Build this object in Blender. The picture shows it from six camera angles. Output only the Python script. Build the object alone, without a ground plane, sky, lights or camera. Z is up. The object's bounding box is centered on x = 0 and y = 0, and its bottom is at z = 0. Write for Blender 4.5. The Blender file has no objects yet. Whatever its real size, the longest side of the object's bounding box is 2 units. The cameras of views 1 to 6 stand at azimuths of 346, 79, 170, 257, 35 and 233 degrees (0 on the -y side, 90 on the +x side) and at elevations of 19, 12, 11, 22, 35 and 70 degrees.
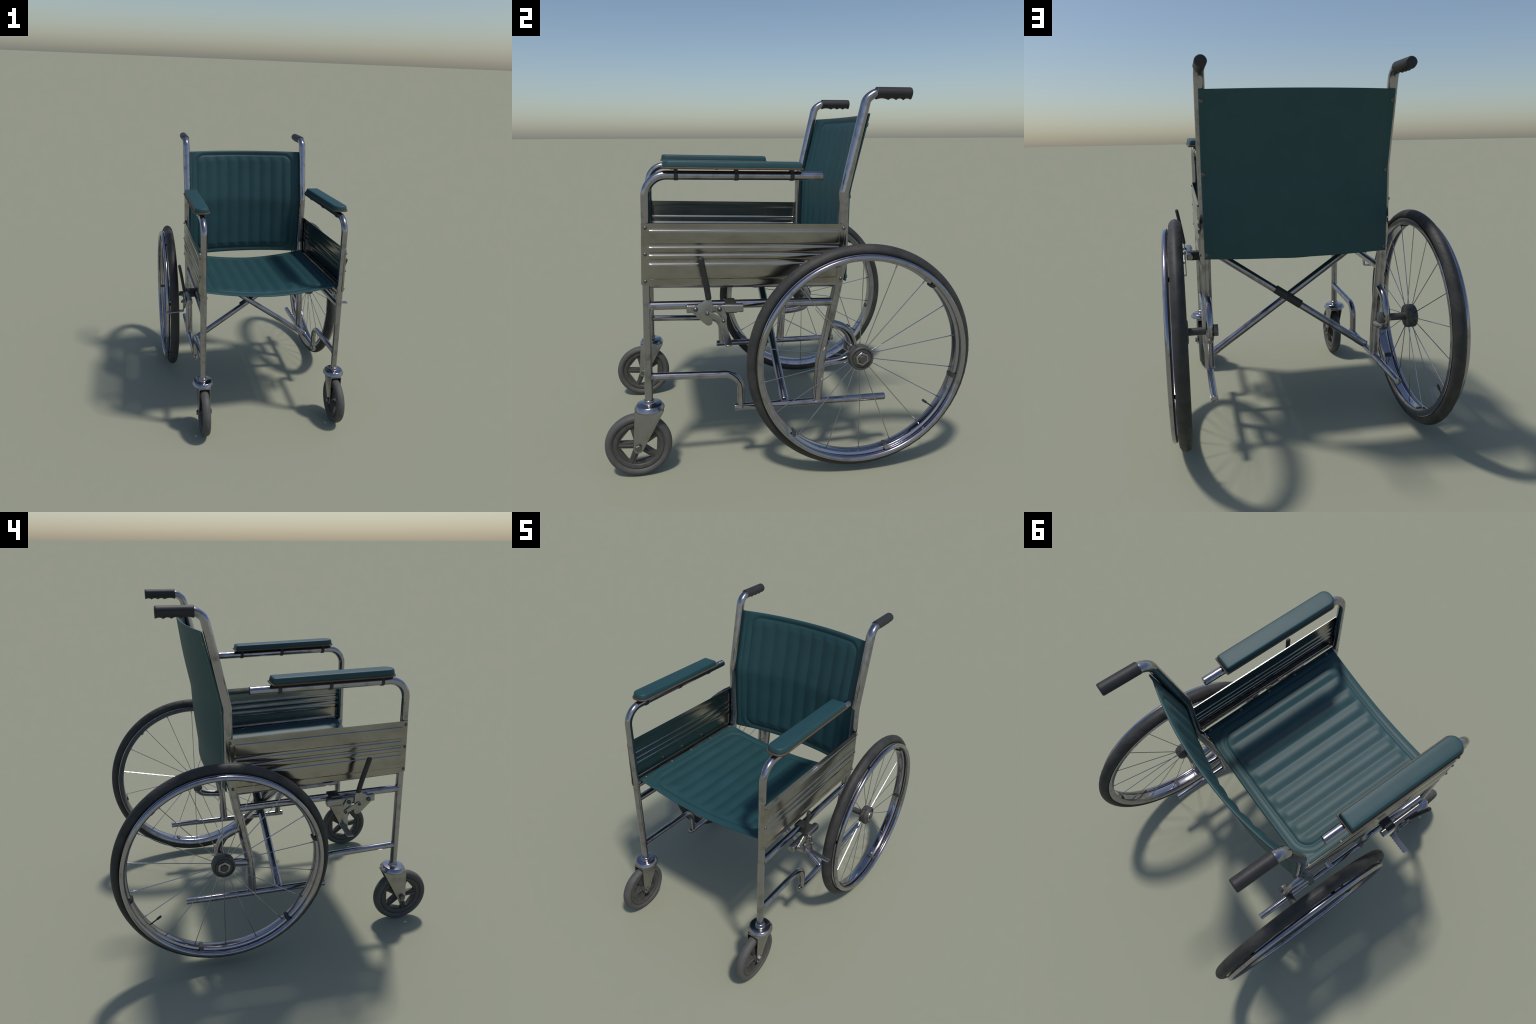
import bpy, bmesh, math, random
from mathutils import Vector, Matrix
from math import sin, cos, pi, sqrt, exp, radians

random.seed(7)
R = random.Random(11)

# ------------------------------------------------------------------ materials
def new_mat(name):
    m = bpy.data.materials.new(name)
    m.use_nodes = True
    nt = m.node_tree
    b = nt.nodes['Principled BSDF']
    return m, nt, b

def node(nt, kind, **kw):
    n = nt.nodes.new(kind)
    for k, v in kw.items():
        if k.startswith('i_'):
            n.inputs[k[2:].replace('_', ' ')].default_value = v
        else:
            setattr(n, k, v)
    return n

def coords(nt, scale=(1, 1, 1)):
    tc = node(nt, 'ShaderNodeTexCoord')
    mp = node(nt, 'ShaderNodeMapping')
    mp.inputs['Scale'].default_value = scale
    nt.links.new(tc.outputs['Object'], mp.inputs['Vector'])
    return mp.outputs['Vector']

def noise(nt, vec, scale, detail=4, rough=.55, dist=0):
    n = node(nt, 'ShaderNodeTexNoise')
    n.inputs['Scale'].default_value = scale
    n.inputs['Detail'].default_value = detail
    n.inputs['Roughness'].default_value = rough
    n.inputs['Distortion'].default_value = dist
    nt.links.new(vec, n.inputs['Vector'])
    return n.outputs['Fac']

def ramp(nt, fac, stops):
    r = node(nt, 'ShaderNodeValToRGB')
    els = r.color_ramp.elements
    while len(els) < len(stops):
        els.new(.5)
    for e, (p, c) in zip(els, stops):
        e.position = p
        e.color = (c, c, c, 1) if isinstance(c, (int, float)) else (*c, 1)
    nt.links.new(fac, r.inputs['Fac'])
    return r.outputs['Color']

def mixc(nt, fac, a, b, blend='MIX'):
    m = node(nt, 'ShaderNodeMix', data_type='RGBA', blend_type=blend)
    for sock, v in ((m.inputs['Factor'], fac), (m.inputs['A'], a), (m.inputs['B'], b)):
        pass
    def put(idx, v):
        s = m.inputs[idx]
        if hasattr(v, 'is_linked') or hasattr(v, 'node'):
            nt.links.new(v, s)
        elif isinstance(v, tuple):
            s.default_value = (*v, 1)
        else:
            s.default_value = v
    put(0, fac); put(6, a); put(7, b)
    return m.outputs[2]

def bump(nt, bsdf, height, strength=.2, dist=.002):
    b = node(nt, 'ShaderNodeBump')
    b.inputs['Strength'].default_value = strength
    b.inputs['Distance'].default_value = dist
    nt.links.new(height, b.inputs['Height'])
    nt.links.new(b.outputs['Normal'], bsdf.inputs['Normal'])

def metal(name, col, dirt, rough=(.12, .3), dirt_amt=.5, stretch=(1, 1, 1), nscale=14, bumpy=.06, metallic=1.0, blotch=(.52, .74)):
    m, nt, b = new_mat(name)
    v = coords(nt)
    vs = coords(nt, stretch)
    big = noise(nt, vs, nscale, 6, .62, .3)
    fine = noise(nt, v, 95, 3, .6)
    blot = ramp(nt, big, [(blotch[0], 0.0), (blotch[1], 1.0)])
    spk = ramp(nt, fine, [(.64, 0.0), (.72, 1.0)])
    c = mixc(nt, blot, col, tuple(x * (1 - dirt_amt) + y * dirt_amt for x, y in zip(col, dirt)))
    mm = node(nt, 'ShaderNodeMath', operation='MULTIPLY', use_clamp=True)
    nt.links.new(spk, mm.inputs[0]); mm.inputs[1].default_value = dirt_amt * .7
    c = mixc(nt, mm.outputs[0], c, dirt)
    nt.links.new(c, b.inputs['Base Color'])
    b.inputs['Metallic'].default_value = metallic
    rr = ramp(nt, big, [(.3, rough[0]), (.75, rough[1])])
    nt.links.new(rr, b.inputs['Roughness'])
    bump(nt, b, noise(nt, vs, 60, 4), bumpy, .0015)
    return m

M = {}
M['chrome'] = metal('tube_chrome', (.39, .375, .405), (.12, .105, .09), (.11, .25), .62, bumpy=.03, blotch=(.50, .72))  # base darkened for cross bars in shade, lilac tint from sky reflections
M['rimchrome'] = metal('rim_chrome', (.385, .37, .41), (.10, .09, .08), (.10, .22), .45, nscale=20, bumpy=.03)
M['panel'] = metal('panel_steel', (.365, .348, .325), (.16, .145, .12), (.13, .31), .55, (1, .5, 1.4), 6, .035, blotch=(.44, .70))
M['forged'] = metal('plated_steel', (.36, .35, .345), (.13, .12, .10), (.24, .38), .4, bumpy=.03)
M['screw'] = metal('dull_screw', (.17, .155, .145), (.06, .045, .04), (.35, .5), .5, nscale=60, metallic=.9)
M['darksteel'] = metal('dark_bolt_steel', (.16, .16, .16), (.05, .045, .04), (.3, .5), .5, nscale=30, metallic=.8)

def plain(name, col, col2, rough, nscale=18, bs=.15, bscale=180, spec=.5, blend=(.4, .7)):
    m, nt, b = new_mat(name)
    v = coords(nt)
    f = ramp(nt, noise(nt, v, nscale, 6, .6, .2), [(blend[0], 0.0), (blend[1], 1.0)])
    nt.links.new(mixc(nt, f, col, col2), b.inputs['Base Color'])
    b.inputs['Roughness'].default_value = rough
    b.inputs['Specular IOR Level'].default_value = spec
    bump(nt, b, noise(nt, v, bscale, 3), bs, .001)
    return m

M['vinyl'] = plain('teal_vinyl', (.0165, .066, .076), (.0135, .055, .064), .52, 7, .12, 420, .42, (.35, .75))
M['vinylback'] = plain('teal_cloth_backing', (.026, .077, .083), (.022, .069, .075), .60, 9, .15, 260, .40, (.35, .75))
M['rubber'] = plain('tyre_rubber', (.028, .028, .028), (.052, .049, .045), .6, 11, .6, 60, .4)
M['greyrubber'] = plain('grey_rubber', (.090, .088, .084), (.072, .070, .066), .6, 22, .25, 120, .4)
M['greyplastic'] = plain('grey_wheel_plastic', (.060, .057, .053), (.085, .080, .070), .5, 40, .3, 160, .4)
M['grip'] = plain('black_grip_rubber', (.024, .024, .026), (.032, .031, .031), .55, 20, .2, 260, .4)
M['clip'] = plain('grey_clip_plastic', (.036, .039, .037), (.048, .049, .046), .5, 25, .15, 200, .4)
M['black'] = plain('black_plastic', (.026, .027, .027), (.036, .036, .034), .5, 25, .15, 200, .4)
M['hubplastic'] = plain('hub_plastic', (.052, .051, .049), (.082, .078, .069), .5, 30, .3, 140, .45)

def wood_mat():
    m, nt, b = new_mat('armrest_plywood')
    v = coords(nt, (60, 3, 60))
    f = noise(nt, v, 6, 5, .6, .4)
    nt.links.new(mixc(nt, ramp(nt, f, [(.35, 0.0), (.7, 1.0)]), (.125, .074, .042), (.075, .044, .026)), b.inputs['Base Color'])
    b.inputs['Roughness'].default_value = .55
    bump(nt, b, f, .2, .001)
    return m
M['wood'] = wood_mat()

# ------------------------------------------------------------------ geometry kit
def sstep(a, b, x):
    t = min(1, max(0, (x - a) / (b - a)))
    return t * t * (3 - 2 * t)

def lerp(a, b, t):
    return a + (b - a) * t

# geometry is a (verts, faces) pair in world coordinates of the +x side
def merge(*gs):
    V, F = [], []
    for v, f in gs:
        o = len(V)
        V += v
        F += [tuple(i + o for i in q) for q in f]
    return V, F

def mirrored(g):
    return [Vector((-p[0], p[1], p[2])) for p in g[0]], [tuple(reversed(f)) for f in g[1]]

def moved(g, mat):
    return [mat @ Vector(p) for p in g[0]], list(g[1])

def make(name, g, mat, parent=None, angle=38, props=None):
    me = bpy.data.meshes.new(name)
    me.from_pydata([tuple(p) for p in g[0]], [], g[1])
    me.validate()
    me.materials.append(M[mat])
    bm = bmesh.new(); bm.from_mesh(me)
    bmesh.ops.recalc_face_normals(bm, faces=bm.faces)
    bm.to_mesh(me); bm.free()
    me.shade_smooth()
    me.set_sharp_from_angle(angle=radians(angle))
    ob = bpy.data.objects.new(name, me)
    bpy.context.scene.collection.objects.link(ob)
    if parent is not None:
        ob.parent = parent
    for k, v in (props or {}).items():
        ob[k] = v
    return ob

def both(name, g, mat, parents, angle=38):
    return [make(name, g, mat, parents[0], angle), make(name, mirrored(g), mat, parents[1], angle)]

def copy_of(ob, matrix, parent):
    c = ob.copy()
    c.parent = parent
    c.matrix_local = matrix
    bpy.context.scene.collection.objects.link(c)
    return c

def fillet(pts, radii, seg=12):
    """polyline with its inner corners rounded"""
    P = [Vector(p) for p in pts]
    out = [P[0]]
    for i in range(1, len(P) - 1):
        a, b, c = P[i - 1], P[i], P[i + 1]
        r = radii[i - 1] if isinstance(radii, (list, tuple)) else radii
        u, w = (a - b).normalized(), (c - b).normalized()
        ang = u.angle(w)
        if r <= 0 or abs(ang - pi) < 1e-3:
            out.append(b); continue
        t = r / math.tan(ang / 2)
        t = min(t, .49 * (a - b).length if i > 1 else .95 * (a - b).length, .95 * (c - b).length)
        rr = t * math.tan(ang / 2)
        cen = b + (u + w).normalized() * (rr / sin(ang / 2))
        s, e = b + u * t - cen, b + w * t - cen
        tot = s.angle(e)
        n = max(3, int(seg * tot / (pi / 2)))
        for k in range(n + 1):
            f = k / n
            out.append(cen + (s * sin((1 - f) * tot) + e * sin(f * tot)) / sin(tot))
    out.append(P[-1])
    return out

def smooth_path(pts, n=40):
    """Catmull-Rom through the control points"""
    P = [Vector(p) for p in pts]
    P = [2 * P[0] - P[1]] + P + [2 * P[-1] - P[-2]]
    m = len(P) - 3
    out = []
    for k in range(n + 1):
        t = k / n * m
        i = min(int(t), m - 1); f = t - i
        a, b, c, d = P[i:i + 4]
        out.append(.5 * ((2 * b) + (c - a) * f + (2 * a - 5 * b + 4 * c - d) * f * f + (3 * b - a - 3 * c + d) * f ** 3))
    return out

def tube(path, r, ref=(1, 0, 0), seg=20, sx=1.0, flare=(0, 0), rad=None, power=2.0, power_out=None, rounded=.004):
    """sweep a round (or super-elliptic) section; flare widens an end like a weld fillet"""
    P = [Vector(p) for p in path]
    L = [0.0]
    for a, b in zip(P, P[1:]):
        L.append(L[-1] + (b - a).length)
    tot = L[-1]
    fl = .016
    # extra stations near the ends for flares or rounded rims
    extra = []
    for e, on in ((0, flare[0]), (1, flare[1])):
        ds = [.0, .003, .006, .010, fl, fl + .004] if on else [.0, rounded * .3, rounded, rounded + .002]
        extra += [(d if e == 0 else tot - d) for d in ds]
    # support rings keep the shading of long straight runs free of end effects
    for a, b in zip(L, L[1:]):
        if b - a > .03:
            extra += [a + .003, b - .003]
    st = sorted(set([round(x, 6) for x in L + extra if 0 <= x <= tot + 1e-6]))
    clean = [st[0]]
    for s in st[1:]:
        if s - clean[-1] > 4e-4:
            clean.append(s)
    ref = Vector(ref)
    rings = []
    for s in clean:
        sxx = sx(s / tot) if callable(sx) else sx
        i = 0
        while i < len(L) - 2 and L[i + 1] < s - 1e-9:
            i += 1
        f = (s - L[i]) / max(1e-9, L[i + 1] - L[i])
        p = P[i].lerp(P[i + 1], min(1, max(0, f)))
        t0 = (P[i + 1] - P[i]).normalized()
        if f > .999 and i + 2 < len(P):
            t0 = (t0 + (P[i + 2] - P[i + 1]).normalized()).normalized()
        elif f < .001 and i > 0:
            t0 = (t0 + (P[i] - P[i - 1]).normalized()).normalized()
        n1 = (ref - t0 * ref.dot(t0)).normalized()
        n2 = t0.cross(n1)
        rr = rad(s / tot) if rad else r
        for d, on in ((s, flare[0]), (tot - s, flare[1])):
            if on:
                if d < fl:
                    rr += on * (1 - sqrt(max(0, 1 - (1 - d / fl) ** 2)))
            elif d < rounded:
                rr -= rounded * (1 - sqrt(max(0, 1 - (1 - d / rounded) ** 2))) * .8
        ring = []
        for k in range(seg):
            a = 2 * pi * k / seg
            ca, sa = cos(a), sin(a)
            pw = power_out if (power_out and ca > 0) else power
            if pw != 2.0:
                q = (abs(ca) ** pw + abs(sa) ** pw) ** (-1 / pw)
                ca, sa = ca * q, sa * q
            ring.append(p + n1 * (ca * rr * sxx) + n2 * (sa * rr))
        rings.append(ring)
    V = [p for ring in rings for p in ring]
    F = []
    for j in range(len(rings) - 1):
        for k in range(seg):
            a, b = j * seg + k, j * seg + (k + 1) % seg
            F.append((a, b, b + seg, a + seg))
    F.append(tuple(reversed(range(seg))))
    F.append(tuple(range((len(rings) - 1) * seg, len(rings) * seg)))
    return V, F

def lathe(profile, center, axis='x', seg=48, closed=False, phase=0):
    """profile = [(offset along axis, radius)]; closed joins last to first (ring)"""
    V, F = [], []
    c = Vector(center)
    n = len(profile)
    for k in range(seg):
        a = 2 * pi * k / seg + phase
        for o, r in profile:
            if axis == 'x':
                V.append(c + Vector((o, r * cos(a), r * sin(a))))
            elif axis == 'y':
                V.append(c + Vector((r * sin(a), o, r * cos(a))))
            else:
                V.append(c + Vector((r * cos(a), r * sin(a), o)))
    for k in range(seg):
        k2 = (k + 1) % seg
        for j in range(n if closed else n - 1):
            j2 = (j + 1) % n
            F.append((k * n + j, k * n + j2, k2 * n + j2, k2 * n + j))
    if not closed:
        if profile[0][1] > 1e-6:
            F.append(tuple(k * n for k in range(seg)))
        if profile[-1][1] > 1e-6:
            F.append(tuple(k * n + n - 1 for k in reversed(range(seg))))
    return V, F

def bevelled(g, w=.003, seg=2, angle=30):
    bm = bmesh.new()
    vs = [bm.verts.new(p) for p in g[0]]
    for f in g[1]:
        try:
            bm.faces.new([vs[i] for i in f])
        except ValueError:
            pass
    bmesh.ops.remove_doubles(bm, verts=bm.verts, dist=1e-6)
    bmesh.ops.recalc_face_normals(bm, faces=bm.faces)
    ed = [e for e in bm.edges if len(e.link_faces) == 2 and e.calc_face_angle(0) > radians(angle)]
    bmesh.ops.bevel(bm, geom=ed, offset=w, segments=seg, affect='EDGES', profile=.5, clamp_overlap=True)
    bm.verts.index_update()
    V = [v.co.copy() for v in bm.verts]
    F = [tuple(v.index for v in f.verts) for f in bm.faces]
    bm.free()
    return V, F

def round_poly(pts, radii, seg=8):
    """closed 2D polygon with rounded corners"""
    P = [Vector((p[0], p[1], 0)) for p in pts]
    n = len(P)
    out = []
    for i in range(n):
        a, b, c = P[i - 1], P[i], P[(i + 1) % n]
        r = radii[i] if isinstance(radii, (list, tuple)) else radii
        if r <= 0:
            out.append((b.x, b.y)); continue
        u, w = (a - b).normalized(), (c - b).normalized()
        ang = u.angle(w)
        t = min(r / math.tan(ang / 2), .49 * (a - b).length, .49 * (c - b).length)
        rr = t * math.tan(ang / 2)
        cen = b + (u + w).normalized() * (rr / sin(ang / 2))
        s, e = b + u * t - cen, b + w * t - cen
        tot = s.angle(e)
        for k in range(seg + 1):
            f = k / seg
            q = cen + (s * sin((1 - f) * tot) + e * sin(f * tot)) / sin(tot)
            out.append((q.x, q.y))
    return out

def plate_yz(outline, x0, x1, bev=.0015):
    """flat plate: outline in (y, z), thickness along x"""
    n = len(outline)
    V = [Vector((x0, y, z)) for y, z in outline] + [Vector((x1, y, z)) for y, z in outline]
    F = [tuple(range(n)), tuple(reversed(range(n, 2 * n)))]
    F += [(k, (k + 1) % n, (k + 1) % n + n, k + n) for k in range(n)]
    return bevelled((V, F), bev, 2, 50) if bev else (V, F)

def box(x0, x1, y0, y1, z0, z1, bev=.002):
    V = [Vector((x, y, z)) for x in (x0, x1) for y in (y0, y1) for z in (z0, z1)]
    F = [(0, 1, 3, 2), (4, 6, 7, 5), (0, 4, 5, 1), (2, 3, 7, 6), (0, 2, 6, 4), (1, 5, 7, 3)]
    return bevelled((V, F), bev) if bev else (V, F)

def hexbolt(center, r, h, axis='x'):
    """hexagon head with a chamfered top, rising along +axis"""
    return lathe([(0, r), (h * .72, r), (h, r * .84), (h, 0)], center, axis, 6)

def domebolt(center, r, h, axis='x'):
    """round rivet head with a socket"""
    return lathe([(-.004, r * .9), (0, r), (h * .35, r * .96), (h * .75, r * .72), (h, r * .42), (h * .6, r * .36), (h * .6, 0)], center, axis, 20)

# ------------------------------------------------------------------ root
root = bpy.data.objects.new('wheelchair', None)
root.empty_display_size = .2
bpy.context.scene.collection.objects.link(root)
root['label'] = 'folding steel wheelchair with ribbed teal vinyl seat'
root['category'] = 'wheelchair'

XF = .497                      # plane of the side frame
# ------------------------------------------------------------------ side frames
leg_path = fillet([(XF + .003, -.7285, .412), (XF + .002, -.6990, 1.5775), (XF, .187, 1.5590)], [.105], 16)
leg = tube(leg_path, .0218, seg=28, sx=1.04, rad=lambda t: .0208 + .0016 * sstep(.45, .65, t))
# collar lip at the foot of the leg, over the caster stem
foot = lathe([(-.018, .019), (-.006, .019), (-.004, .025), (0, .0275), (.006, .0275), (.010, .0245), (.012, .018)],
             (XF + .003, -.7285, .413), 'z', 28)
stem = lathe([(-.03, .021), (-.012, .021), (-.010, .0235), (-.005, .0235), (-.003, .02)], (XF + .003, -.7285, .413), 'z', 24)

post_path = fillet([(XF, .1735, .338), (XF, .1895, .560), (XF, .2215, .705), (XF, .3015, 1.10), (XF, .304, 1.475), (XF, .4100, 1.940), (XF, .453, 1.968), (XF, .52, 1.968)],
                   [.12, .30, .12, .05, .055, .04], 14)
def post_r(t):
    # a touch fuller low down and through the raked back, necking down into the handle bend
    return .0265 - .0014 * sstep(.30, .45, t) + .0022 * sstep(.66, .80, t) - .0048 * sstep(.87, .95, t)
post = tube(post_path, .0252, seg=28, sx=lambda t: 1.04 + .05 * sstep(.6, .8, t) + .12 * sstep(.87, .95, t), flare=(.004, 0), rad=post_r)

low_rail = tube([(XF - .001, -.282, .3335), (XF - .001, .568, .3215)], .0195, seg=24)
low_arm = tube(fillet([(XF, -.715, .5445), (XF, -.246, .522), (XF, -.2465, .338)], [.085], 14), .0198, seg=24, flare=(.003, .003))
mid_rail = tube([(XF + .003, -.712, .9255), (XF, .25, .893)], .0218, seg=24, flare=(.003, .003))
seat_rail = tube([(.4950, -.716, 1.0385), (.4930, .290, .9945)], .0208, seg=24, flare=(.002, .002))
bracket = tube(smooth_path([(XF, .225, .775), (XF, .268, .764), (XF, .313, .745), (XF, .347, .709), (XF, .367, .665), (XF, .373, .627),
                            (XF, .364, .589), (XF, .336, .563), (XF, .286, .551), (XF, .18, .541)], 44),
               .0230, seg=22, sx=.94, rad=lambda t: .0230 + .002 * exp(-((t - .52) / .09) ** 2))
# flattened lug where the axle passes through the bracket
lug = bevelled(lathe([(-.021, .026), (.021, .026)], (XF, .3665, .6250), 'x', 24), .006, 3)

frames = {}
for nm, g in (('front_leg', leg), ('back_post', post), ('lower_rail', low_rail), ('lower_arm', low_arm),
              ('side_rail', mid_rail), ('seat_rail', seat_rail), ('axle_bracket', merge(bracket, lug))):
    frames[nm] = both(nm, g, 'chrome', (root, root))
both('leg_collar', merge(foot, stem), 'chrome', frames['front_leg'])

# ------------------------------------------------------------------ cross brace
def cross_bar(y, s):
    a, b = Vector((-s * .487, y, 1.022)), Vector((s * (XF - .001), y * .4, .338))
    d = (b - a).normalized()
    bar = tube([a, b], .0222, ref=(0, 1, 0), seg=24, sx=1.05, flare=(.002, .003))
    ring = tube([b - d * .075, b - d * .012], .0238, ref=(0, 1, 0), seg=24, sx=1.05, rounded=.003)
    return merge(bar, ring), (a + b) / 2, d
gA, cA, dA = cross_bar(.024, -1)
gB, cB, dB = cross_bar(-.016, 1)
barA = make('cross_bar', gA, 'chrome', root)
barB = make('cross_bar', gB, 'chrome', root)
ca = Vector((0, .0185, .688)) ; cb = Vector((0, -.012, .688))
dA = Vector((-.983, 0, -.684)).normalized()
make('pivot_sleeve', merge(tube([ca + Vector((0, .007, 0)) - dA * .094, ca + Vector((0, .007, 0)) + dA * .094], .0262, ref=(0, 1, 0), seg=28, sx=.92, rounded=.003),
                           lathe([(.018, .012), (.0325, .012), (.0350, .008), (.0350, 0)], ca, 'y', 16)), 'clip', barA)
make('pivot_bolt', lathe([(-.075, 0), (-.040, .011), (-.034, .014), (0, .014)][1:], ca + Vector((0, -.004, 0)), 'y', 16), 'darksteel', barB)

# ------------------------------------------------------------------ side panels
def panel_geo():
    y0, y1 = -.7030, .2955            # centres of the rolled front and rear edges
    rr = .0243                      # roll depth front to back
    rx = .0290                      # how far the flat face stands off the frame plane
    H = .308
    ribs = [(.0335, .1000, .0045), (.1165, .1420, .0045), (.1560, .1765, .0045), (.2000, .2765, .0045)]
    ya, yb = -.687, .277
    e = .0045
    # stations across the plan: quarter roll, flat, quarter roll
    S = []
    for k in range(11):
        S.append(('f', k / 10))
    ys = sorted({y0, y1, ya - e, ya, ya + e * .5, ya + e, yb - e, yb - e * .5, yb, yb + e} | {lerp(ya + .02, yb - .02, k / 40) for k in range(41)})
    zs = {0.0, H}
    for a, b, h in ribs:
        for c in (a, b):
            for q in (-1, -.6, -.3, 0, .3, .6, 1):
                zs.add(round(c + q * e * .75, 5))
        zs.add((a + b) / 2)
    for k in range(21):
        zs.add(round(H * k / 20, 5))
    zs = sorted(zs)
    cl = [zs[0]]
    for q in zs[1:]:
        if q - cl[-1] > 4e-4: cl.append(q)
    cl[-1] = H
    def ribh(y, t):
        m = 0
        for a, b, h in ribs:
            k = sstep(a - e * .75, a + e * .75, t) * (1 - sstep(b - e * .75, b + e * .75, t))
            m = max(m, k * h)
        return m * sstep(ya - e, ya + e, y) * (1 - sstep(yb - e, yb + e, y))
    def point(kind, val, t, inner):
        th = .0026 if inner else 0
        if kind == 'flat':
            y = val
            x = XF + rx + ribh(y, t) - th
        elif kind == 'front':
            a = val * radians(72)
            y = y0 - (rr - th) * sin(a); x = XF + (rx - th) * cos(a)
        else:
            a = val * radians(66)
            y = y1 + (rr - th) * sin(a); x = XF + (rx - th) * cos(a)
        f = (y - y0) / (y1 - y0)
        # the frame leans: top edge falls and the front edge slopes
        top = lerp(1.3465, 1.3130, f)
        z = top - t * lerp(1.0, 1.01, f)
        yy = y - t * lerp(.042, .055, f)
        return Vector((x, yy, z))
    cols = [('front', 1 - k / 8) for k in range(8)] + [('flat', y) for y in ys] + [('rear', (k + 1) / 8) for k in range(8)]
    V, F = [], []
    nz = len(cl)
    for inner in (False, True):
        for c in cols:
            for t in cl:
                V.append(point(*c, t, inner))
    nc = len(cols)
    off = nc * nz
    for i in range(nc - 1):
        for j in range(nz - 1):
            a, b = i * nz + j, (i + 1) * nz + j
            F.append((a, a + 1, b + 1, b))
            F.append((off + a, off + b, off + b + 1, off + a + 1))
    for i in range(nc - 1):
        for j in (0, nz - 1):
            a, b = i * nz + j, (i + 1) * nz + j
            F.append((a, b, b + off, a + off))
    for i in (0, nc - 1):
        for j in range(nz - 1):
            a = i * nz + j
            F.append((a, a + 1, a + 1 + off, a + off))
    return V, F
panels = both('side_panel', panel_geo(), 'panel', (root, root), 50)
first = None
for y, z in ((-.706, 1.325), (-.712, 1.194), (-.717, 1.058), (.298, 1.291), (.294, 1.158), (.287, 1.024)):
    for s in (0, 1):
        if first is None:
            first = make('panel_screw', domebolt((0, 0, 0), .0092, .0058, 'x'), 'darksteel', panels[0])
            first.matrix_local = Matrix.Translation((XF + .0290, y, z))
        else:
            mt = Matrix.Translation(((XF + .0290) * (1 - 2 * s), y, z)) @ Matrix.Rotation(pi * s, 4, 'Z')
            copy_of(first, mt, panels[s])

# ------------------------------------------------------------------ armrests
def pad_outline(x0, x1, y0, y1, rf, rb, seg=10):
    return round_poly([(x0, y0), (x1, y0), (x1, y1), (x0, y1)], [rf, rf, rb, rb], seg)

def lofted(outlines_z, tilt, yc):
    n = len(outlines_z[0][0])
    V, F = [], []
    for o, z in outlines_z:
        for x, y in o:
            V.append(Vector((x, y, z + tilt * (y - yc))))
    for j in range(len(outlines_z) - 1):
        for k in range(n):
            a, b = j * n + k, j * n + (k + 1) % n
            F.append((a, b, b + n, a + n))
    F.append(tuple(reversed(range(n))))
    F.append(tuple(range((len(outlines_z) - 1) * n, len(outlines_z) * n)))
    return V, F

pxc = .4985
def pad_ring(h, z):
    # h = inset of the outline
    w = .0515
    return pad_outline(pxc - w + h, pxc + w - h, -.614 + h, .0715 - h, max(.004, .043 - h * .6), max(.003, .010 - h * .2)), z
pad = lofted([pad_ring(0.0005, 1.6155), pad_ring(0, 1.619), pad_ring(.0018, 1.630), pad_ring(.0036, 1.6395), pad_ring(.0052, 1.6432),
              pad_ring(.0082, 1.6456), pad_ring(.0120, 1.6464), pad_ring(.034, 1.6468)], -.0245, -.60)
def board_ring(h, z):
    w = .0575
    return pad_outline(pxc - w + h, pxc + w - h, -.620 + h, .0775 - h, max(.004, .047 - h), .008), z
board = lofted([board_ring(.0125, 1.6065), board_ring(.0016, 1.6068), board_ring(.0002, 1.6082), board_ring(0, 1.6140), board_ring(.0010, 1.6152), board_ring(.006, 1.6158)], -.0235, -.60)
rests = both('armrest_pad', pad, 'vinyl', (root, root), 60)
both('armrest_board', board, 'wood', rests, 50)
clip_parts = []
for y in (-.550, -.255, .026):
    zt = 1.5775 - .0209 * (y + .70)
    zb = 1.6068 - .0235 * (y + .60)
    ringp = [(-.0105, .0210), (-.0105, .0242), (-.0092, .0254), (.0092, .0254), (.0105, .0242), (.0105, .0210)]
    clip_parts.append(merge(lathe(ringp, (XF, y, zt), 'y', 28, closed=True),
                            box(XF - .020, XF + .020, y - .0095, y + .0095, zt + .017, zb + .001, .0025)))
both('armrest_clamp', merge(*clip_parts), 'clip', rests)

# ------------------------------------------------------------------ upholstery
def rr_sdf(x, y, a, b, r):
    qx, qy = abs(x) - a + r, abs(y) - b + r
    return sqrt(max(qx, 0) ** 2 + max(qy, 0) ** 2) + min(max(qx, qy), 0) - r

RIB = .0945
def quilt(x, y, a, b, r, amp, crisp):
    """raised rounded channels inside a stitched rounded rectangle, with a welt round it"""
    d = rr_sdf(x, y, a, b, r)
    u = x / RIB
    soft = .5 + .5 * cos(2 * pi * u)             # rolling channels
    pillow = abs(cos(pi * u))                    # creased channels
    crest = lerp(soft, pillow, crisp)
    h = amp * crest * sstep(.004, .055, -d)
    h += .0035 * sstep(.0, .018, -d)
    h -= .0028 * exp(-(d / .0055) ** 2)
    h += .0032 * exp(-((d - .024) / .014) ** 2)
    h -= .0010 * exp(-((d - .046) / .004) ** 2)
    return h

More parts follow.
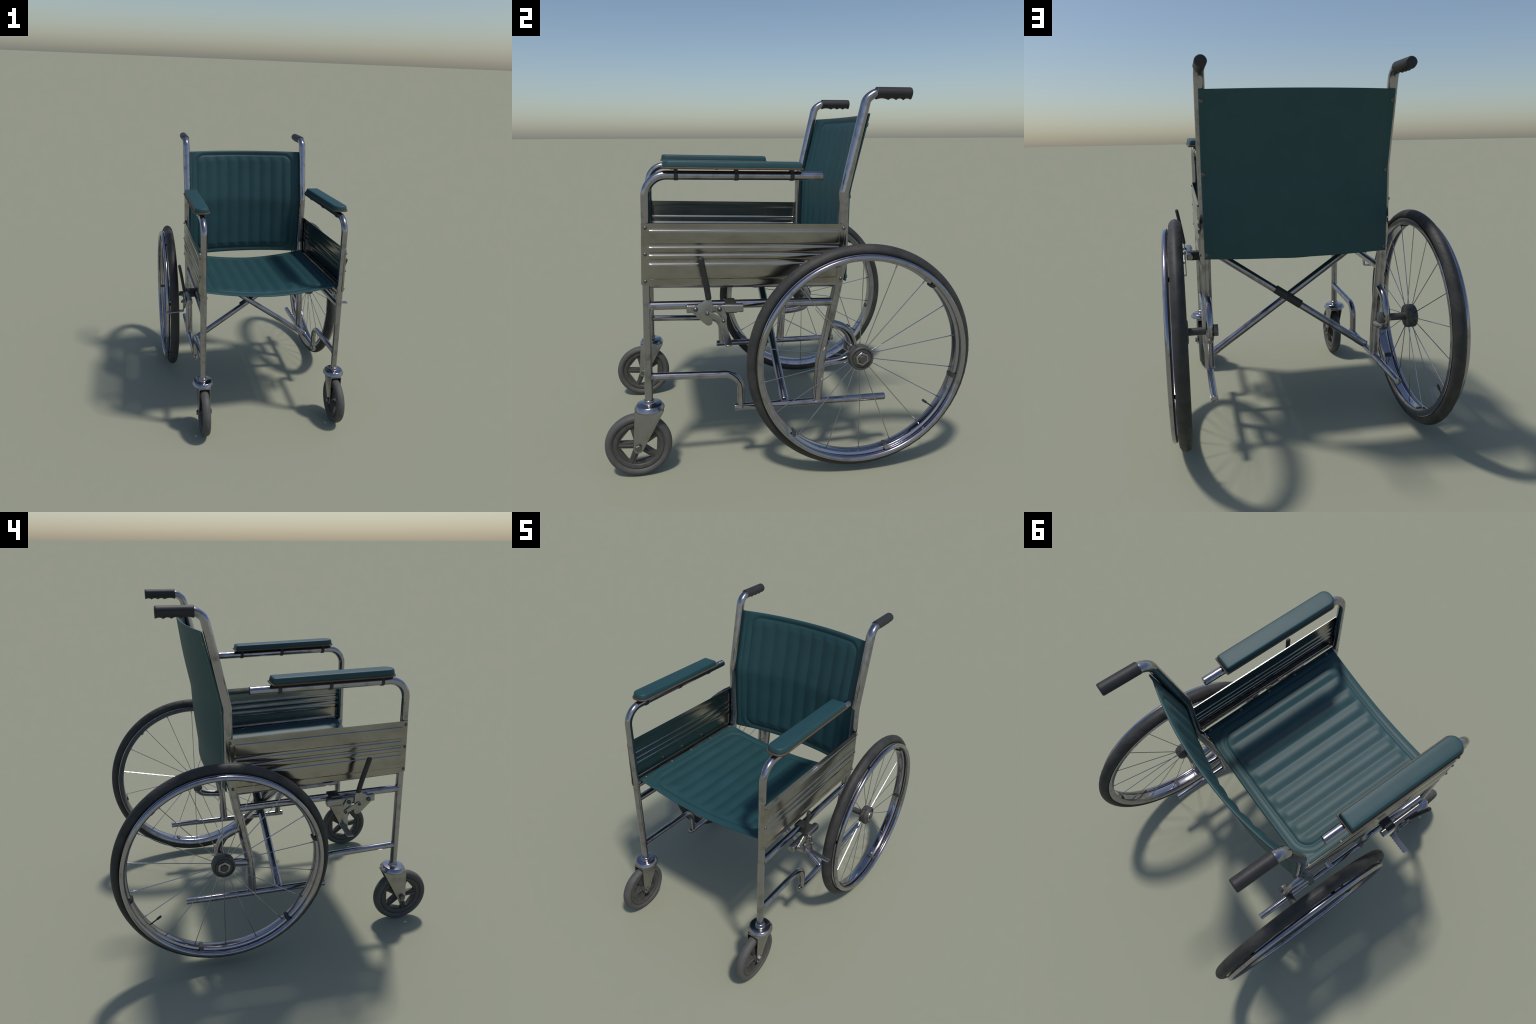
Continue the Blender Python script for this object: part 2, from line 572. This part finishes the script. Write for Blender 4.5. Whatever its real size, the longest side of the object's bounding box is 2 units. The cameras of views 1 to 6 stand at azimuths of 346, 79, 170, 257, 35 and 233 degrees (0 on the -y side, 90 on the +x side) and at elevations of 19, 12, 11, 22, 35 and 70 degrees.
def two_sided(nu, nv, fa, fb):
    """closed sheet from a front and a back surface"""
    V, F = [], []
    for fn in (fa, fb):
        for i in range(nu + 1):
            for j in range(nv + 1):
                V.append(fn(i / nu, j / nv))
    w = nv + 1
    o = (nu + 1) * w
    for i in range(nu):
        for j in range(nv):
            a, b = i * w + j, (i + 1) * w + j
            F.append((a, b, b + 1, a + 1))
            F.append((o + a, o + a + 1, o + b + 1, o + b))
    for i in range(nu):
        for j in (0, nv):
            a, b = i * w + j, (i + 1) * w + j
            F.append((a, a + o, b + o, b))
    for j in range(nv):
        for i in (0, nu):
            a = i * w + j
            F.append((a, a + 1, a + 1 + o, a + o))
    return V, F

# seat: hangs between the seat rails
SY0, SY1, SX = -.683, .253, .5035
def seat_mid(x, y):
    f = (y - SY0) / (SY1 - SY0)
    edge = lerp(1.0635, 1.0275, f)
    sag = lerp(.051, .049, f)
    k = max(0, 1 - (abs(x) / .47) ** 1.75)
    roll = max(0, (abs(x) - .478) / .03)
    return edge - sag * k - .012 * roll ** 2
def edge_fade(d, w=.012):
    return sqrt(max(0, 1 - (1 - min(1, max(0, d) / w)) ** 2))
def seat_top(u, v):
    x = lerp(-SX, SX, u); y = lerp(SY0, SY1, v)
    h = quilt(x, y + .2165, .412, .413, .075, .0078, .55)
    h -= .0015 * exp(-((abs(x) - .456) / .003) ** 2)
    h += .0012 * sin(5 * x + 9 * y) * sin(7 * y - 3 * x)
    d = min(SX - abs(x), y - SY0, SY1 - y)
    return Vector((x, y, seat_mid(x, y) + (h + .004) * edge_fade(d, .007)))
def seat_bot(u, v):
    x = lerp(-SX, SX, u); y = lerp(SY0, SY1, v)
    return Vector((x, y, seat_mid(x, y) - .0045))
seat = make('seat', two_sided(300, 190, seat_top, seat_bot), 'vinyl', root, 60)

# backrest: stretched behind the posts, bellied backwards
BZ0, BZ1, BX = 1.004, 1.869, .5045
def post_back(z):
    """rear face of the cloth along the posts: nearly upright, then raked"""
    k = z - 1.465
    soft = .5 * (k + sqrt(k * k + .0010))
    return .3325 + .020 * min(0, z - 1.36) + .246 * soft
def back_mid(x, z):
    f = (z - BZ0) / (BZ1 - BZ0)
    sag = .056 + .032 * sin(pi * min(1, max(0, (f - .1) / .95))) + .008 * (1 - f)
    k = max(0, 1 - (abs(x) / .470) ** 2.1)
    return post_back(z) - .0063 + sag * k

def back_front(u, v):
    x = lerp(-BX, BX, u); z = lerp(BZ0, BZ1, v)
    h = quilt(x, z - 1.437, .408, .399, .065, .0075, .75)
    h -= .0015 * exp(-((abs(x) - .452) / .003) ** 2)
    h += .001 * sin(6 * x + 7 * z) * sin(5 * z - 4 * x)
    lim = 1 - sstep(.448, .468, abs(x))
    d = min(BX - abs(x), z - BZ0, BZ1 - z)
    return Vector((x, back_mid(x, z) - .002 - (h * lim + .002) * edge_fade(d, .006), z))
def back_rear(u, v):
    x = lerp(-BX, BX, u); z = lerp(BZ0, BZ1, v)
    h = .0012 * exp(-((abs(x) - .452) / .0025) ** 2)
    d = min(BX - abs(x), z - BZ0, BZ1 - z)
    return Vector((x, back_mid(x, z) + .003 + .0035 * edge_fade(d, .006) - h, z))
back = make('backrest', two_sided(300, 170, back_front, back_rear), 'vinyl', root, 60)
back.data.materials.append(M['vinylback'])
for p in back.data.polygons:
    if p.normal.y > .5:
        p.material_index = 1

scr = None
for i, y in enumerate((-.632, -.391, -.201, .005, .223)):
    for s in (1, -1):
        z = seat_mid(.488, y) + .0042
        mt = Matrix.Translation((s * .488, y, z)) @ Matrix.Rotation(-pi / 2, 4, 'Y')
        if scr is None:
            scr = make('upholstery_screw', domebolt((0, 0, 0), .0105, .0045, 'x'), 'screw', seat)
            scr.matrix_local = mt
        else:
            copy_of(scr, mt, seat)
for z in (1.812, 1.452, 1.028):
    for s in (1, -1):
        lean = math.atan((post_back(z + .01) - post_back(z - .01)) / .02)
        mt = Matrix.Translation((s * .4935, post_back(z) + .0005, z)) @ Matrix.Rotation(-lean, 4, 'X') @ Matrix.Rotation(pi / 2, 4, 'Z')
        c = copy_of(scr, mt @ Matrix.Scale(1.15, 4), back)

# ------------------------------------------------------------------ push handles
def grip_geo():
    y0, y1, zc, r = .457, .647, 1.9685, .0300
    cusps = [0, .36, .58, .785, 1.0]
    seg, V, F = 32, [], []
    st = []
    for i in range(61):
        st.append(i / 60)
    st += [.01, .985, .995, *cusps]
    st = sorted(set(st))
    for t in st:
        y = lerp(y0, y1, t)
        dip = 0
        for a, b in zip(cusps, cusps[1:]):
            if a <= t <= b:
                dip = max(0, sin(pi * (t - a) / (b - a))) ** .8
        rad = r * (.86 + .14 * sqrt(1 - (1 - min(1, t / .03)) ** 2)) if t < .03 else r
        if t > .955:
            rad = r * (.84 + .16 * sqrt(max(0, 1 - ((t - .955) / .045) ** 2)))
        for k in range(seg):
            a = 2 * pi * k / seg
            low = max(0, -sin(a))
            # the finger side is drawn down to a scalloped keel
            q = rad * (1 + (.13 - .26 * dip) * low ** 2.2)
            V.append(Vector((XF + rad * cos(a) * (1 - .20 * low), y, zc + q * sin(a))))
    n = len(st)
    for j in range(n - 1):
        for k in range(seg):
            a, b = j * seg + k, j * seg + (k + 1) % seg
            F.append((a, b, b + seg, a + seg))
    F.append(tuple(range(seg)))
    F.append(tuple(reversed(range((n - 1) * seg, n * seg))))
    return V, F
both('handle_grip', grip_geo(), 'grip', frames['back_post'], 40)

# ------------------------------------------------------------------ rear wheels
WC = Vector((.651, .3672, .6250))
def ring_section(pts):
    return lathe(pts, WC, 'x', 128, closed=True)
tyre_sec = []
for k in range(28):
    a = 2 * pi * k / 28
    ca, sa = cos(a), sin(a)
    x = .0335 * ca * (1 if sa < 0 else 1 - .10 * sa)
    r = .5735 + .0285 * sa + (.0022 * max(0, sa) ** 8)
    tyre_sec.append((x, r))
tyre = ring_section(tyre_sec)
# tread blocks: shallow slanted lugs either side of the centre rib
def tread():
    parts = []
    N = 58
    for i in range(N):
        for sd in (1, -1):
            a = 2 * pi * (i + (.5 if sd < 0 else 0)) / N
            V = []
            for xx, da, hw in ((.0075, -.018, .0035), (.0125, -.006, .0055), (.0180, .010, .0055), (.0235, .022, .003)):
                surf = .5735 + .0285 * sqrt(1 - (xx / .0320) ** 2)
                for q, lift in ((-1, -.002), (-.6, .0009), (.6, .0009), (1, -.002)):
                    aa = a + da + q * hw
                    V.append(WC + Vector((sd * xx, (surf + lift) * cos(aa), (surf + lift) * sin(aa))))
            F = [(j * 4 + k, j * 4 + k + 1, j * 4 + k + 5, j * 4 + k + 4) for j in range(3) for k in range(3)]
            F += [(0, 1, 2, 3), (12, 13, 14, 15)]
            parts.append((V, F))
    return merge(*parts)
rim_sec = [(-.0270, .5235), (-.0250, .5215), (-.010, .5195), (.010, .5195), (.0250, .5215), (.0270, .5235), (.0300, .543),
           (.0325, .548), (.0332, .554), (.0312, .557), (.024, .553), (.018, .532), (-.018, .532), (-.024, .553), (-.0312, .557), (-.0332, .554), (-.0325, .548),
           (-.0300, .543)]
rim = ring_section(rim_sec)
HR, hr = .5445, .0148
handrim = lathe([(.052 + hr * cos(2 * pi * k / 18), HR + hr * sin(2 * pi * k / 18)) for k in range(18)], WC, 'x', 128, closed=True)

wheels = both('rear_wheel', rim, 'rimchrome', (root, root), 40)
tyres = both('tyre', tyre, 'rubber', wheels, 60)
for t in both('tread_block', tread(), 'rubber', tyres, 60):
    t['kind'] = 'stuff'
both('hand_rim', handrim, 'rimchrome', wheels, 60)
hub = lathe([(-.041, .022), (-.041, .057), (-.038, .0635), (-.030, .0655), (-.020, .0655), (-.018, .0640), (-.008, .0640), (-.006, .0655), (.004, .0655),
             (.011, .0635), (.0145, .059), (.0145, .0540), (.0085, .0530), (.0085, .0485), (.0125, .0475), (.0125, 0)], WC, 'x', 48)
hubs = both('hub', hub, 'hubplastic', wheels, 35)
both('hub_nut', merge(bevelled(lathe([(.004, .0385), (.019, .0385), (.022, .0355), (.022, .0245), (.016, .0235), (.016, 0)], WC, 'x', 6, phase=pi / 6 + .12), .001, 1)), 'forged', hubs, 30)
both('axle_cap', lathe([(.010, .0205), (.025, .0205), (.029, .0175), (.030, 0)], WC, 'x', 24), 'hubplastic', hubs, 35)
axle = merge(lathe([(-.176, .0150), (-.134, .0150), (-.133, .0205), (-.040, .0205)], WC, 'x', 24))
both('axle', axle, 'hubplastic', hubs, 40)
both('axle_bolt', merge(bevelled(lathe([(-.199, .0), (-.199, .036), (-.1745, .036), (-.1745, .01)], WC, 'x', 6, phase=.3), .002, 2)), 'darksteel', hubs, 30)

def spoke_geo():
    # local frame: along +z, hub to rim
    body = tube([(0, 0, .052), (0, 0, .524)], .0023, ref=(1, 0, 0), seg=8, rounded=.001)
    nip = tube([(0, 0, .502), (0, 0, .525)], .0038, ref=(1, 0, 0), seg=8, rounded=.0015)
    return merge(body, nip)
sp = None
for s in (0, 1):
    sg = 1 - 2 * s
    for i in range(18):
        a = 2 * pi * i / 18
        tilt = (.000 if i % 2 else -.020)
        # spoke leans from the hub flange to the rim centre line
        mt = (Matrix.Translation((sg * WC.x, WC.y, WC.z)) @ Matrix.Rotation(-a, 4, 'X')
              @ Matrix.Translation((sg * (tilt - .010), 0, 0)) @ Matrix.Rotation(sg * -(tilt - .010) / .5, 4, 'Y'))
        if sp is None:
            sp = make('spoke', spoke_geo(), 'rimchrome', wheels[0])
            sp.matrix_local = mt
        else:
            copy_of(sp, mt, wheels[s])

def standoff_geo():
    # local: radial = +z, axis = +x ; bent strap from the rim bed to the hand rim
    w = .0125
    st = [(-.020, .5145), (-.012, .5140), (.000, .5135), (.014, .5140), (.026, .5165), (.034, .5225), (.041, .5295), (.048, .5330)]
    V, F = [], []
    for k, (x, z) in enumerate(st):
        ww = w * (.45 if k == 0 else .85 if k == 1 else 1)
        for yy, zz in ((-ww, 0), (ww, 0), (ww, .006), (-ww, .006)):
            V.append(Vector((x, yy, z + zz)))
    for j in range(len(st) - 1):
        for k in range(4):
            a, b = j * 4 + k, j * 4 + (k + 1) % 4
            F.append((a, b, b + 4, a + 4))
    F += [(0, 1, 2, 3), tuple(len(st) * 4 - 4 + k for k in (3, 2, 1, 0))]
    return bevelled((V, F), .001, 1, 50)
stf = None
for s in (0, 1):
    sg = 1 - 2 * s
    for k in range(6):
        el = radians(46 - 60 * k)             # elevation measured from the rear
        mt = Matrix.Translation((sg * WC.x, WC.y, WC.z)) @ Matrix.Rotation(el - pi / 2, 4, 'X') @ Matrix.Rotation(pi * s, 4, 'Z')
        if stf is None:
            stf = make('hand_rim_bracket', standoff_geo(), 'clip', wheels[0])
            stf.matrix_local = mt
        else:
            copy_of(stf, mt, wheels[s])
va = radians(-37)
vd = Vector((0, cos(va), sin(va)))
valve = merge(tube([WC + vd * .524, WC + vd * .462], .0038, seg=10, rounded=.001),
              tube([WC + vd * .476, WC + vd * .446], .0068, seg=12, rounded=.004))
both('valve', valve, 'black', wheels)

# ------------------------------------------------------------------ front casters
CC = Vector((.4985, -.7915, .1742))
CUP = Vector((.501, -.7275, .383))
def cup_tilt(g):
    # the cap leans with the frame
    m = Matrix.Translation(CUP) @ Matrix.Rotation(radians(1.2), 4, 'X') @ Matrix.Translation(-CUP)
    return moved(g, m)
cup = cup_tilt(lathe([(-.013, .055), (-.013, .0735), (-.010, .0765), (-.006, .0775), (-.002, .0765), (.0125, .0672), (.0155, .0650), (.0168, .0620),
                      (.0172, .036), (.019, .029), (.022, .0265), (.030, .0255), (.030, 0)], CUP, 'z', 56))
def fork_plate(x0, x1):
    o = round_poly([(-.8035, .372), (-.6535, .372), (-.659, .358), (-.7655, .163), (-.7790, .1425), (-.8090, .1405), (-.8170, .166)],
                   [.004, .006, .02, .03, .02, .02, .02], 6)
    return plate_yz(o, x0, x1, .0015)
fork = merge(fork_plate(.4565, .4625), fork_plate(.5345, .5405), box(.457, .540, -.8035, -.655, .362, .3715, .002))
casters = both('front_caster', fork, 'forged', (root, root), 35)
both('caster_cap', cup, 'chrome', casters, 40)
ct = []
for k in range(40):
    a = 2 * pi * k / 40
    ca, sa = cos(a), sin(a)
    rr_ = .1515 + .0225 * sa
    x = .0295 * ca
    if sa > .4:                                # circumferential tread grooves
        rr_ -= .0016 * exp(-((abs(x) - .011) / .0022) ** 2)
    ct.append((x, rr_))
both('caster_tyre', lathe(ct, CC, 'x', 72, closed=True), 'greyrubber', casters, 60)
def caster_wheel():
    ring = lathe([(-.017, .107), (-.0205, .110), (-.0225, .116), (-.0225, .1285), (-.0190, .1315), (-.018, .138), (.018, .138), (.0190, .1315), (.0225, .1285), (.0225, .116), (.0205, .110), (.017, .107), (0, .1045)], CC, 'x', 64, closed=True)
    hubc = lathe([(-.033, .012), (-.033, .024), (-.030, .028), (-.018, .030), (.018, .030), (.030, .028), (.033, .024), (.033, .012)], CC, 'x', 32)
    # recessed web with five rounded triangular windows, leaving a star of spokes
    bm = bmesh.new()
    half = .0145
    def loop(pts):
        vs = [bm.verts.new((half, y, z)) for y, z in pts]
        for i in range(len(vs)):
            bm.edges.new((vs[i], vs[(i + 1) % len(vs)]))
    loop([(.1085 * cos(2 * pi * k / 60), .1085 * sin(2 * pi * k / 60)) for k in range(60)])
    for i in range(5):
        c = radians(104 + 36 + 72 * i)
        tri = [(.1060, radians(-28)), (.1060, radians(28)), (.0280, 0)]
        loop(round_poly([(r * cos(c + a), r * sin(c + a)) for r, a in tri], [.005, .005, .005], 4))
    bmesh.ops.triangle_fill(bm, use_beauty=True, use_dissolve=False, edges=bm.edges[:], normal=(1, 0, 0))
    ext = bmesh.ops.extrude_face_region(bm, geom=bm.faces[:])
    for e in ext['geom']:
        if isinstance(e, bmesh.types.BMVert):
            e.co.x = -half
    bm.verts.index_update()
    web = ([CC + v.co for v in bm.verts], [tuple(v.index for v in f.verts) for f in bm.faces])
    bm.free()
    ribs = []
    for i in range(5):
        a = radians(104 + 72 * i)
        d = Vector((0, cos(a), sin(a))); t = Vector((0, -sin(a), cos(a))); ax = Vector((1, 0, 0))
        V = []
        for r, w, h in ((.018, .0085, .024), (.055, .0055, .021), (.107, .0045, .0185)):
            for tt, hh in ((-1, .0130), (-.45, h), (.45, h), (1, .0130), (1, -.0130), (.45, -h), (-.45, -h), (-1, -.0130)):
                V.append(CC + d * r + t * (w * tt) + ax * hh)
        F = [(j * 8 + k, j * 8 + (k + 1) % 8, j * 8 + (k + 1) % 8 + 8, j * 8 + k + 8) for j in range(2) for k in range(8)]
        F += [tuple(range(8)), tuple(reversed(range(16, 24)))]
        ribs.append((V, F))
    return merge(ring, hubc, web, *ribs)
both('caster_wheel', caster_wheel(), 'greyplastic', casters, 32)
axb = merge(lathe([(.040, .0185), (.052, .0185), (.0555, .0155), (.0555, 0)], CC, 'x', 6, phase=.25),
            lathe([(-.0555, 0), (-.0555, .0155), (-.052, .0185), (-.040, .0185)], CC, 'x', 6, phase=.1),
            lathe([(-.045, .009), (.045, .009)], CC, 'x', 16))
both('caster_axle_bolt', axb, 'darksteel', casters, 25)

# ------------------------------------------------------------------ wheel brakes
bar = tube([(.572, -.522, .9225), (.573, -.240, .9115)], .0205, seg=36, power=2.2, power_out=6.0, rounded=.003)
brakes = both('wheel_brake', bar, 'forged', (root, root), 40)
# black saddle clamp joining the bar to the side rail
def saddle():
    o = round_poly([(.474, .9365), (.586, .9365), (.590, .927), (.588, .8900), (.568, .8845), (.478, .8845), (.470, .900), (.470, .927)], .008, 5)
    V = [Vector((x, -.329, z + .0015)) for x, z in o] + [Vector((x, -.272, z - .0005)) for x, z in o]
    n = len(o)
    F = [tuple(range(n)), tuple(reversed(range(n, 2 * n)))] + [(k, (k + 1) % n, (k + 1) % n + n, k + n) for k in range(n)]
    return bevelled((V, F), .0015, 2, 50)
both('brake_clamp', saddle(), 'black', brakes, 35)
lever_plate = plate_yz(round_poly([(-.408, .974), (-.424, .972), (-.4985, .931), (-.4975, .909), (-.4410, .850), (-.4200, .8330), (-.3985, .8420), (-.3945, .957)],
                                  [.006, .008, .014, .014, .010, .02, .014, .006], 6), .5965, .6035)
link = plate_yz(round_poly([(-.430, .912), (-.434, .899), (-.425, .890), (-.348, .848), (-.334, .851), (-.334, .866), (-.341, .871), (-.415, .9135)],
                           [.008, .008, .008, .008, .008, .008, .008, .008], 5), .6055, .6105)
arm_plate = plate_yz(round_poly([(-.366, .9385), (-.350, .937), (-.336, .908), (-.3255, .882), (-.327, .846), (-.323, .815), (-.311, .776), (-.345, .772), (-.357, .815), (-.3585, .855), (-.3560, .877), (-.379, .902), (-.3835, .925)],
                                [.010, .012, .02, .02, .02, .02, .003, .003, .02, .02, .012, .012, .012], 5), .5965, .6025)
both('lever_plate', lever_plate, 'forged', brakes, 35)
both('link_arm', merge(link, arm_plate), 'forged', brakes, 35)
def pedal():
    # toothed rear edge
    pts = [(.598, -.347), (.729, -.349)]
    n = 6
    edge = [(.729, -.3165)]
    for i in range(n):
        x = lerp(.725, .612, i / n)
        edge += [(x - .004, -.3165), (x - .009, -.3115), (x - .015, -.3165)]
    pts += edge + [(.598, -.3125)]
    V = [Vector((x, y, lerp(.7815, .7735, (x - .598) / .131))) for x, y in pts] + [Vector((x, y, lerp(.7745, .7655, (x - .598) / .131))) for x, y in pts]
    m = len(pts)
    F = [tuple(range(m)), tuple(reversed(range(m, 2 * m)))] + [(k, (k + 1) % m, (k + 1) % m + m, k + m) for k in range(m)]
    return bevelled((V, F), .0008, 1, 60)
both('brake_pedal', pedal(), 'forged', brakes, 35)
lever = tube(smooth_path([(.602, -.4135, .968), (.604, -.416, .985), (.613, -.424, 1.04), (.625, -.437, 1.11), (.6405, -.4515, 1.192)], 20), .0150, seg=20, sx=.72, rounded=.010)
both('brake_lever', lever, 'black', brakes, 50)
bolts = merge(domebolt((.6035, -.480, .9245), .0130, .012), domebolt((.6105, -.4225, .9010), .0095, .009), domebolt((.6025, -.361, .918), .0130, .014), domebolt((.6105, -.343, .8585), .0095, .009),
              lathe([(-.03, .008), (.03, .008)], (.58, -.480, .9245), 'x', 12), lathe([(-.03, .008), (.03, .008)], (.58, -.361, .918), 'x', 12))
both('brake_rivet', bolts, 'darksteel', brakes, 40)
